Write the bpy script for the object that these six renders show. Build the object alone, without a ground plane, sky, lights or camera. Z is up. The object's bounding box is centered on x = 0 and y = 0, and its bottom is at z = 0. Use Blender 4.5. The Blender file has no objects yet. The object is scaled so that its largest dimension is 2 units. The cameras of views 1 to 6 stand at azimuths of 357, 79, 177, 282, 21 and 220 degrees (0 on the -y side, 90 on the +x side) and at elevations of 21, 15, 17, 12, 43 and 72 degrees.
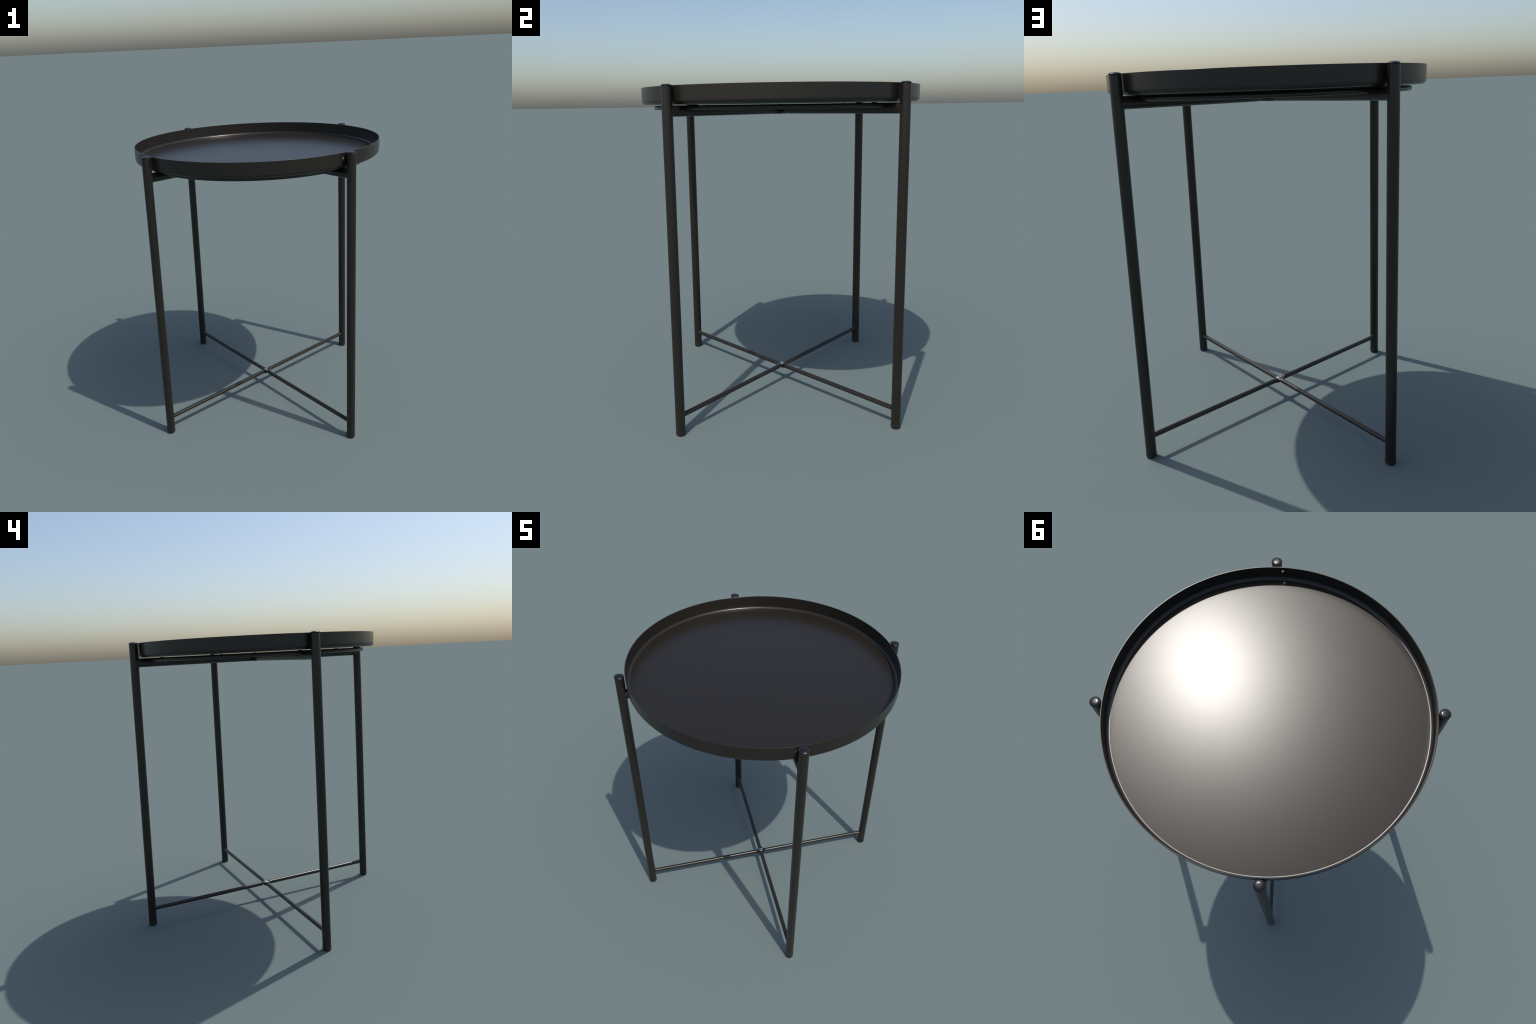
"""Round metal tray table: lipped tray resting on a four-legged tube frame."""
import bpy, bmesh, math
from math import sin, cos, pi, sqrt, radians
from mathutils import Vector

# ------------------------------------------------------------------ sizes (m)
TRAY_R, TRAY_WALL = 0.8405, 0.0045        # outer radius, sheet thickness
TRAY_Z0, TRAY_Z1 = 1.8983, 1.9935         # underside, rim
TRAY_FILLET = 0.022                      # outer bend radius at the bottom
HOLE_ANGLE, HOLE_Z, HOLE_R = -56.23, 1.9616, 0.0092

LEG_R = 0.0283
LEG_RAD_BOTTOM, LEG_RAD_TOP = 0.9126, 0.8731   # distance of the leg axis from the centre
LEG_Z1 = 1.9893
LEG_TURN = 36.0                          # first leg; the others follow every 90 degrees

BAR_R, BAR_Z = 0.0285, 1.8640            # upper cross tubes
ROD_R, ROD_Z = 0.0144, 0.1193            # lower cross rods
RING_R, RING_TUBE, RING_Z = 0.7600, 0.0121, 1.8800


def leg_radius(z):
    return LEG_RAD_BOTTOM + (LEG_RAD_TOP - LEG_RAD_BOTTOM) * z / 1.994


# ------------------------------------------------------------------ materials
def principled(name):
    m = bpy.data.materials.new(name)
    m.use_nodes = True
    nt = m.node_tree
    return m, nt, nt.nodes["Principled BSDF"]


def lacquer(name, base, rough, metallic, specular, grain=0.02):
    """Dark lacquered steel: near-uniform colour, faint mottling of gloss."""
    m, nt, b = principled(name)
    tc = nt.nodes.new("ShaderNodeTexCoord")
    n = nt.nodes.new("ShaderNodeTexNoise")
    n.inputs["Scale"].default_value = 9.0
    n.inputs["Detail"].default_value = 3.0
    nt.links.new(tc.outputs["Object"], n.inputs["Vector"])
    mr = nt.nodes.new("ShaderNodeMapRange")
    mr.inputs["From Min"].default_value = 0.25
    mr.inputs["From Max"].default_value = 0.75
    mr.inputs["To Min"].default_value = rough - grain
    mr.inputs["To Max"].default_value = rough + grain
    nt.links.new(n.outputs["Fac"], mr.inputs["Value"])
    nt.links.new(mr.outputs["Result"], b.inputs["Roughness"])
    b.inputs["Base Color"].default_value = (*base, 1)
    b.inputs["Metallic"].default_value = metallic
    b.inputs["Specular IOR Level"].default_value = specular
    return m


STEEL = lacquer("dark_lacquered_steel", (0.0174, 0.0140, 0.0100), 0.295, 0.0, 0.45, 0.0)
PLASTIC = lacquer("black_plastic", (0.0080, 0.0075, 0.0070), 0.27, 0.0, 0.5, 0.01)
RUBBER = lacquer("black_rubber", (0.012, 0.012, 0.012), 0.7, 0.0, 0.4, 0.02)
ZINC = lacquer("bright_zinc", (0.50, 0.53, 0.58), 0.28, 1.0, 0.5, 0.02)


# ------------------------------------------------------------------ helpers
def make_mesh(name, verts, faces, sharp=40.0):
    me = bpy.data.meshes.new(name)
    me.from_pydata([tuple(v) for v in verts], [], faces)
    bm = bmesh.new()
    bm.from_mesh(me)
    bmesh.ops.remove_doubles(bm, verts=bm.verts, dist=1e-6)
    bmesh.ops.recalc_face_normals(bm, faces=bm.faces)
    bm.to_mesh(me)
    bm.free()
    me.shade_smooth()
    me.set_sharp_from_angle(angle=radians(sharp))
    return me


def lathe(profile, seg, centre=None):
    """Turn (radius, z) points about z; centre(z) may shift the axis along x."""
    verts, faces = [], []
    n = len(profile)
    for i in range(seg):
        a = 2 * pi * i / seg
        for r, z in profile:
            cx = centre(z) if centre else 0.0
            verts.append((cx + r * cos(a), r * sin(a), z))
    for i in range(seg):
        j = (i + 1) % seg
        for k in range(n - 1):
            faces.append((i * n + k, j * n + k, j * n + k + 1, i * n + k + 1))
    return verts, faces


def arc(cx, cz, r, a0, a1, n):
    return [(cx + r * cos(radians(a0 + (a1 - a0) * i / n)),
             cz + r * sin(radians(a0 + (a1 - a0) * i / n))) for i in range(n + 1)]


def place(name, mesh, mat, parent, turn=0.0):
    ob = bpy.data.objects.new(name, mesh)
    if not mesh.materials:
        mesh.materials.append(mat)
    bpy.context.scene.collection.objects.link(ob)
    ob.parent = parent
    ob.rotation_euler = (0, 0, radians(turn))
    return ob


def smooth(x):
    x = min(1.0, max(0.0, x))
    return x * x * (3 - 2 * x)


# ------------------------------------------------------------------ the table
table = bpy.data.objects.new("tray_table", None)
table.empty_display_size = 0.2
bpy.context.scene.collection.objects.link(table)
table["label"] = "round dark brown metal tray table on four slim legs"
table["category"] = "side table"


# ---- tray: one bent sheet, floor, rounded corner, upright wall, a hole in it
def build_tray():
    t, f = TRAY_WALL, TRAY_FILLET
    floor_t = 0.0042                     # the pressed floor is a little thinner
    zi = TRAY_Z0 + floor_t
    prof = [(1e-7, TRAY_Z0), (0.2, TRAY_Z0), (0.5, TRAY_Z0), (0.75, TRAY_Z0), (0.80, TRAY_Z0)]
    prof += [(TRAY_R - f - 0.0012, TRAY_Z0)]
    prof += arc(TRAY_R - f, TRAY_Z0 + f, f, -90, 0, 12)
    prof += [(TRAY_R, TRAY_Z0 + f + 0.0012), (TRAY_R, 1.945), (TRAY_R, 1.975)]
    # square-cut rim with the edges only just broken
    prof += [(TRAY_R, TRAY_Z1 - 0.0004), (TRAY_R - 0.0004, TRAY_Z1),
             (TRAY_R - t + 0.0004, TRAY_Z1), (TRAY_R - t, TRAY_Z1 - 0.0004)]
    prof += [(TRAY_R - t, 1.975), (TRAY_R - t, 1.945), (TRAY_R - t, TRAY_Z0 + f + 0.0012)]
    fi = f - t
    prof += arc(TRAY_R - t - fi, zi + fi, fi, 0, -90, 12)
    prof += [(TRAY_R - t - fi - 0.0008, zi)]
    prof += [(0.80, zi), (0.75, zi), (0.5, zi), (0.2, zi), (1e-7, zi)]
    v, fc = lathe(prof, 288)
    me = make_mesh("tray", v, fc, 35)
    ob = place("tray", me, STEEL, table)

    # round hole through the wall beside one leg
    a = radians(HOLE_ANGLE)
    bm = bmesh.new()
    bmesh.ops.create_cone(bm, cap_ends=True, segments=28, radius1=HOLE_R,
                          radius2=HOLE_R, depth=0.08)
    cm = bpy.data.meshes.new("hole_cutter")
    bm.to_mesh(cm)
    bm.free()
    cut = bpy.data.objects.new("hole_cutter", cm)
    bpy.context.scene.collection.objects.link(cut)
    cut.rotation_euler = Vector((cos(a), sin(a), 0)).to_track_quat('Z', 'Y').to_euler()
    cut.location = (TRAY_R * cos(a), TRAY_R * sin(a), HOLE_Z)
    mod = ob.modifiers.new("hole", 'BOOLEAN')
    mod.operation, mod.solver, mod.object = 'DIFFERENCE', 'EXACT', cut
    bpy.context.view_layer.update()
    dg = bpy.context.evaluated_depsgraph_get()
    new = bpy.data.meshes.new_from_object(ob.evaluated_get(dg), depsgraph=dg)
    ob.modifiers.clear()
    bpy.data.objects.remove(cut)
    ob.data = new
    new.name = "tray"
    new.shade_smooth()
    new.set_sharp_from_angle(angle=radians(35))
    # the wall stays a true cylinder in its shading, around the hole too
    normals = [tuple(c.vector) for c in new.corner_normals]
    for p in new.polygons:
        if abs(p.normal.z) > 0.02:
            continue
        c = p.center
        rad = Vector((c.x, c.y, 0)).normalized()
        d = p.normal.dot(rad)
        if abs(d) < 0.99:
            continue
        for li in p.loop_indices:
            co = new.vertices[new.loops[li].vertex_index].co
            if 1.9225 < co.z < TRAY_Z1 - t:
                n = Vector((co.x, co.y, 0)).normalized() * (1 if d > 0 else -1)
                normals[li] = tuple(n)
    new.normals_split_custom_set(normals)
    return ob


build_tray()

# ---- legs: slightly splayed tubes, domed plug on top, glide below
z_leg0 = 0.020
leg_prof = [(1e-7, z_leg0), (LEG_R - 0.002, z_leg0), (LEG_R, z_leg0 + 0.002)]
leg_prof += [(LEG_R, z_leg0 + (LEG_Z1 - z_leg0) * k / 8) for k in range(1, 8)]
leg_prof += [(LEG_R, LEG_Z1 - 0.0015), (LEG_R - 0.0015, LEG_Z1), (1e-7, LEG_Z1)]
leg_mesh = make_mesh("leg", *lathe(leg_prof, 64, leg_radius))

# domed plug: short rounded edge rising to a shallow crown
cap_r, cap_h = 0.0290, 2.0 - LEG_Z1
cap_side = 0.0038
cap_prof = [(1e-7, LEG_Z1 + 0.0004), (cap_r - 0.0005, LEG_Z1 + 0.0004), (cap_r, LEG_Z1 + 0.0009),
            (cap_r, LEG_Z1 + cap_side - 0.0008), (cap_r - 0.0003, LEG_Z1 + cap_side)]
cap_prof += [(cap_r * q, LEG_Z1 + cap_side + (cap_h - cap_side) * (1 - (q / 0.985) ** 3.4))
             for q in (0.965, 0.9, 0.8, 0.7, 0.6, 0.5, 0.4, 0.3, 0.2, 0.1)]
cap_prof += [(1e-7, 2.0)]
cap_mesh = make_mesh("end_cap", *lathe(cap_prof, 64, leg_radius), 60)

foot_prof = [(1e-7, 0.0), (0.0200, 0.0)] + arc(0.0200, 0.0092, 0.0092, -80, 0, 8)
foot_prof += [(0.0292, 0.0110), (0.0292, 0.0170), (0.0288, 0.0215), (0.0284, 0.0250), (0.0278, 0.0256), (1e-7, 0.0256)]
foot_mesh = make_mesh("foot", *lathe(foot_prof, 64, leg_radius), 60)

for k in range(4):
    turn = LEG_TURN + 90 * k
    leg = place("leg", leg_mesh, STEEL, table, turn)
    place("end_cap", cap_mesh, PLASTIC, leg)
    place("foot", foot_mesh, STEEL, leg)


# ---- crossing tubes: round, pressed flat and half-lapped where they cross,
#      coped onto the legs with a small weld fillet
def cross_tube(name, r, z, flat_half, flat_end, pad_w, upper, fillet, square, seg=48):
    axis = leg_radius(z)
    side = 1 if upper else -1
    clear = 0.0004

    def section(s, a):
        """local (y, z) on the section at distance s from the crossing."""
        w = 1 - smooth((abs(s) - flat_half) / (flat_end - flat_half))
        hw = r + (pad_w - r) * w
        hh = r + ((r - clear) / 2 - r) * w
        oz = side * (r + clear) / 2 * w
        p = 1 - square * w                       # squarer when pressed
        cy = math.copysign(abs(cos(a)) ** p, cos(a))
        cz = math.copysign(abs(sin(a)) ** p, sin(a))
        return hw * cy, oz + hh * cz

    stations = []
    n = 10
    for i in range(-n, n + 1):
        stations.append(flat_half * i / n)
    m = 14
    for i in range(1, m + 1):
        s = flat_half + (flat_end - flat_half) * i / m
        stations += [s, -s]
    for i in range(1, 6):
        s = flat_end + (axis - 0.08 - flat_end) * i / 5
        stations += [s, -s]
    stations.sort()
    rings = []
    for s in stations:
        rings.append([(s, *section(s, 2 * pi * j / seg)) for j in range(seg)])

    # coped ends
    def end(sign):
        out = []
        for i in range(0, 9):
            ang = radians(90 * i / 8)
            d = fillet * (1 - sin(ang))         # distance still to go to the leg
            e = fillet * (1 - cos(ang))         # growth of the fillet
            ring = []
            for j in range(seg):
                a = 2 * pi * j / seg
                y, zz = r * cos(a), r * sin(a)
                grow = e * min(1.0, 0.12 + abs(sin(a)) ** 2 if r > 0.9 * LEG_R else 1.0)
                y2, z2 = y * (1 + grow / r), zz * (1 + grow / r)
                back = sqrt(max(0.0, LEG_R ** 2 - min(abs(y2), LEG_R * 0.999) ** 2))
                ring.append((sign * (leg_radius(z + z2) - back - d + 0.0006), y2, z2))
            out.append(ring)
        inner = [(sign * (axis - 0.004), v[1] * 0.6, v[2] * 0.6) for v in out[-1]]
        out.append(inner)
        return out

    plus = end(1)
    minus = end(-1)
    minus.reverse()
    rings = minus + rings + plus
    verts = [(x, y, z + zz) for ring in rings for (x, y, zz) in ring]
    faces = []
    for i in range(len(rings) - 1):
        for j in range(seg):
            k = (j + 1) % seg
            faces.append((i * seg + j, i * seg + k, (i + 1) * seg + k, (i + 1) * seg + j))
    faces.append(tuple(range(seg)))
    faces.append(tuple(range((len(rings) - 1) * seg, len(rings) * seg)))
    return make_mesh(name, verts, faces, 50)


for upper in (True, False):
    turn = LEG_TURN - 90 if upper else LEG_TURN
    place("crossbar", cross_tube("crossbar", BAR_R, BAR_Z, 0.045, 0.080, 0.037, not upper, 0.009, 0.65, 64),
          STEEL, table, turn)
    place("stretcher", cross_tube("stretcher", ROD_R, ROD_Z, 0.017, 0.042, 0.0210, upper, 0.005, 0.12, 48),
          STEEL, table, turn)

# ---- ring that stiffens the upper cross
seg_a, seg_b = 256, 24
rv, rf = [], []
for i in range(seg_a):
    a = 2 * pi * i / seg_a
    for j in range(seg_b):
        b = 2 * pi * j / seg_b
        q = RING_R + RING_TUBE * cos(b)
        rv.append((q * cos(a), q * sin(a), RING_Z + RING_TUBE * sin(b)))
for i in range(seg_a):
    for j in range(seg_b):
        i2, j2 = (i + 1) % seg_a, (j + 1) % seg_b
        rf.append((i * seg_b + j, i2 * seg_b + j, i2 * seg_b + j2, i * seg_b + j2))
place("support_ring", make_mesh("support_ring", rv, rf), STEEL, table)


# ---- screws through the two crossings: socket head above, nut below
def screw_mesh(name, head_r, top, bottom, nut_r, stem_r):
    hh = 0.0035
    prof = [(1e-7, bottom), (nut_r - 0.002, bottom), (nut_r, bottom + 0.0015), (nut_r, bottom + 0.010),
            (stem_r, bottom + 0.010), (stem_r, top - hh - 0.001), (head_r, top - hh)]
    prof += arc(head_r - 0.002, top - 0.002, 0.002, 0, 70, 4)
    prof += [(0.0120, top + 0.0004), (0.0090, top + 0.0008), (0.0065, top + 0.0010), (0.0055, top - 0.0005), (0.0050, top - 0.0016), (1e-7, top - 0.0016)]
    return make_mesh(name, *lathe(prof, 40), 45)


place("screw", screw_mesh("screw_low", 0.0160, ROD_Z + ROD_R + 0.0010,
                          ROD_Z - ROD_R - 0.0025, 0.0085, 0.006), ZINC, table)
place("screw", screw_mesh("screw_high", 0.0160, BAR_Z + BAR_R + 0.0014,
                          BAR_Z - BAR_R - 0.0012, 0.0110, 0.007), STEEL, table)

# ---- buffers between the cross tubes and the tray
top = BAR_Z + BAR_R
BUF_Z = TRAY_Z0 - 0.0028
bp = [(1e-7, top - 0.004), (0.0145, top - 0.004), (0.0145, BUF_Z - 0.0020)]
bp += arc(0.0130, BUF_Z - 0.0015, 0.0015, 10, 90, 4) + [(1e-7, BUF_Z)]
buf = make_mesh("buffer", *lathe(bp, 32))
for k in range(4):
    a = radians(LEG_TURN + 90 * k)
    ob = place("buffer", buf, RUBBER, table)
    ob.location = (0.685 * cos(a), 0.685 * sin(a), 0)
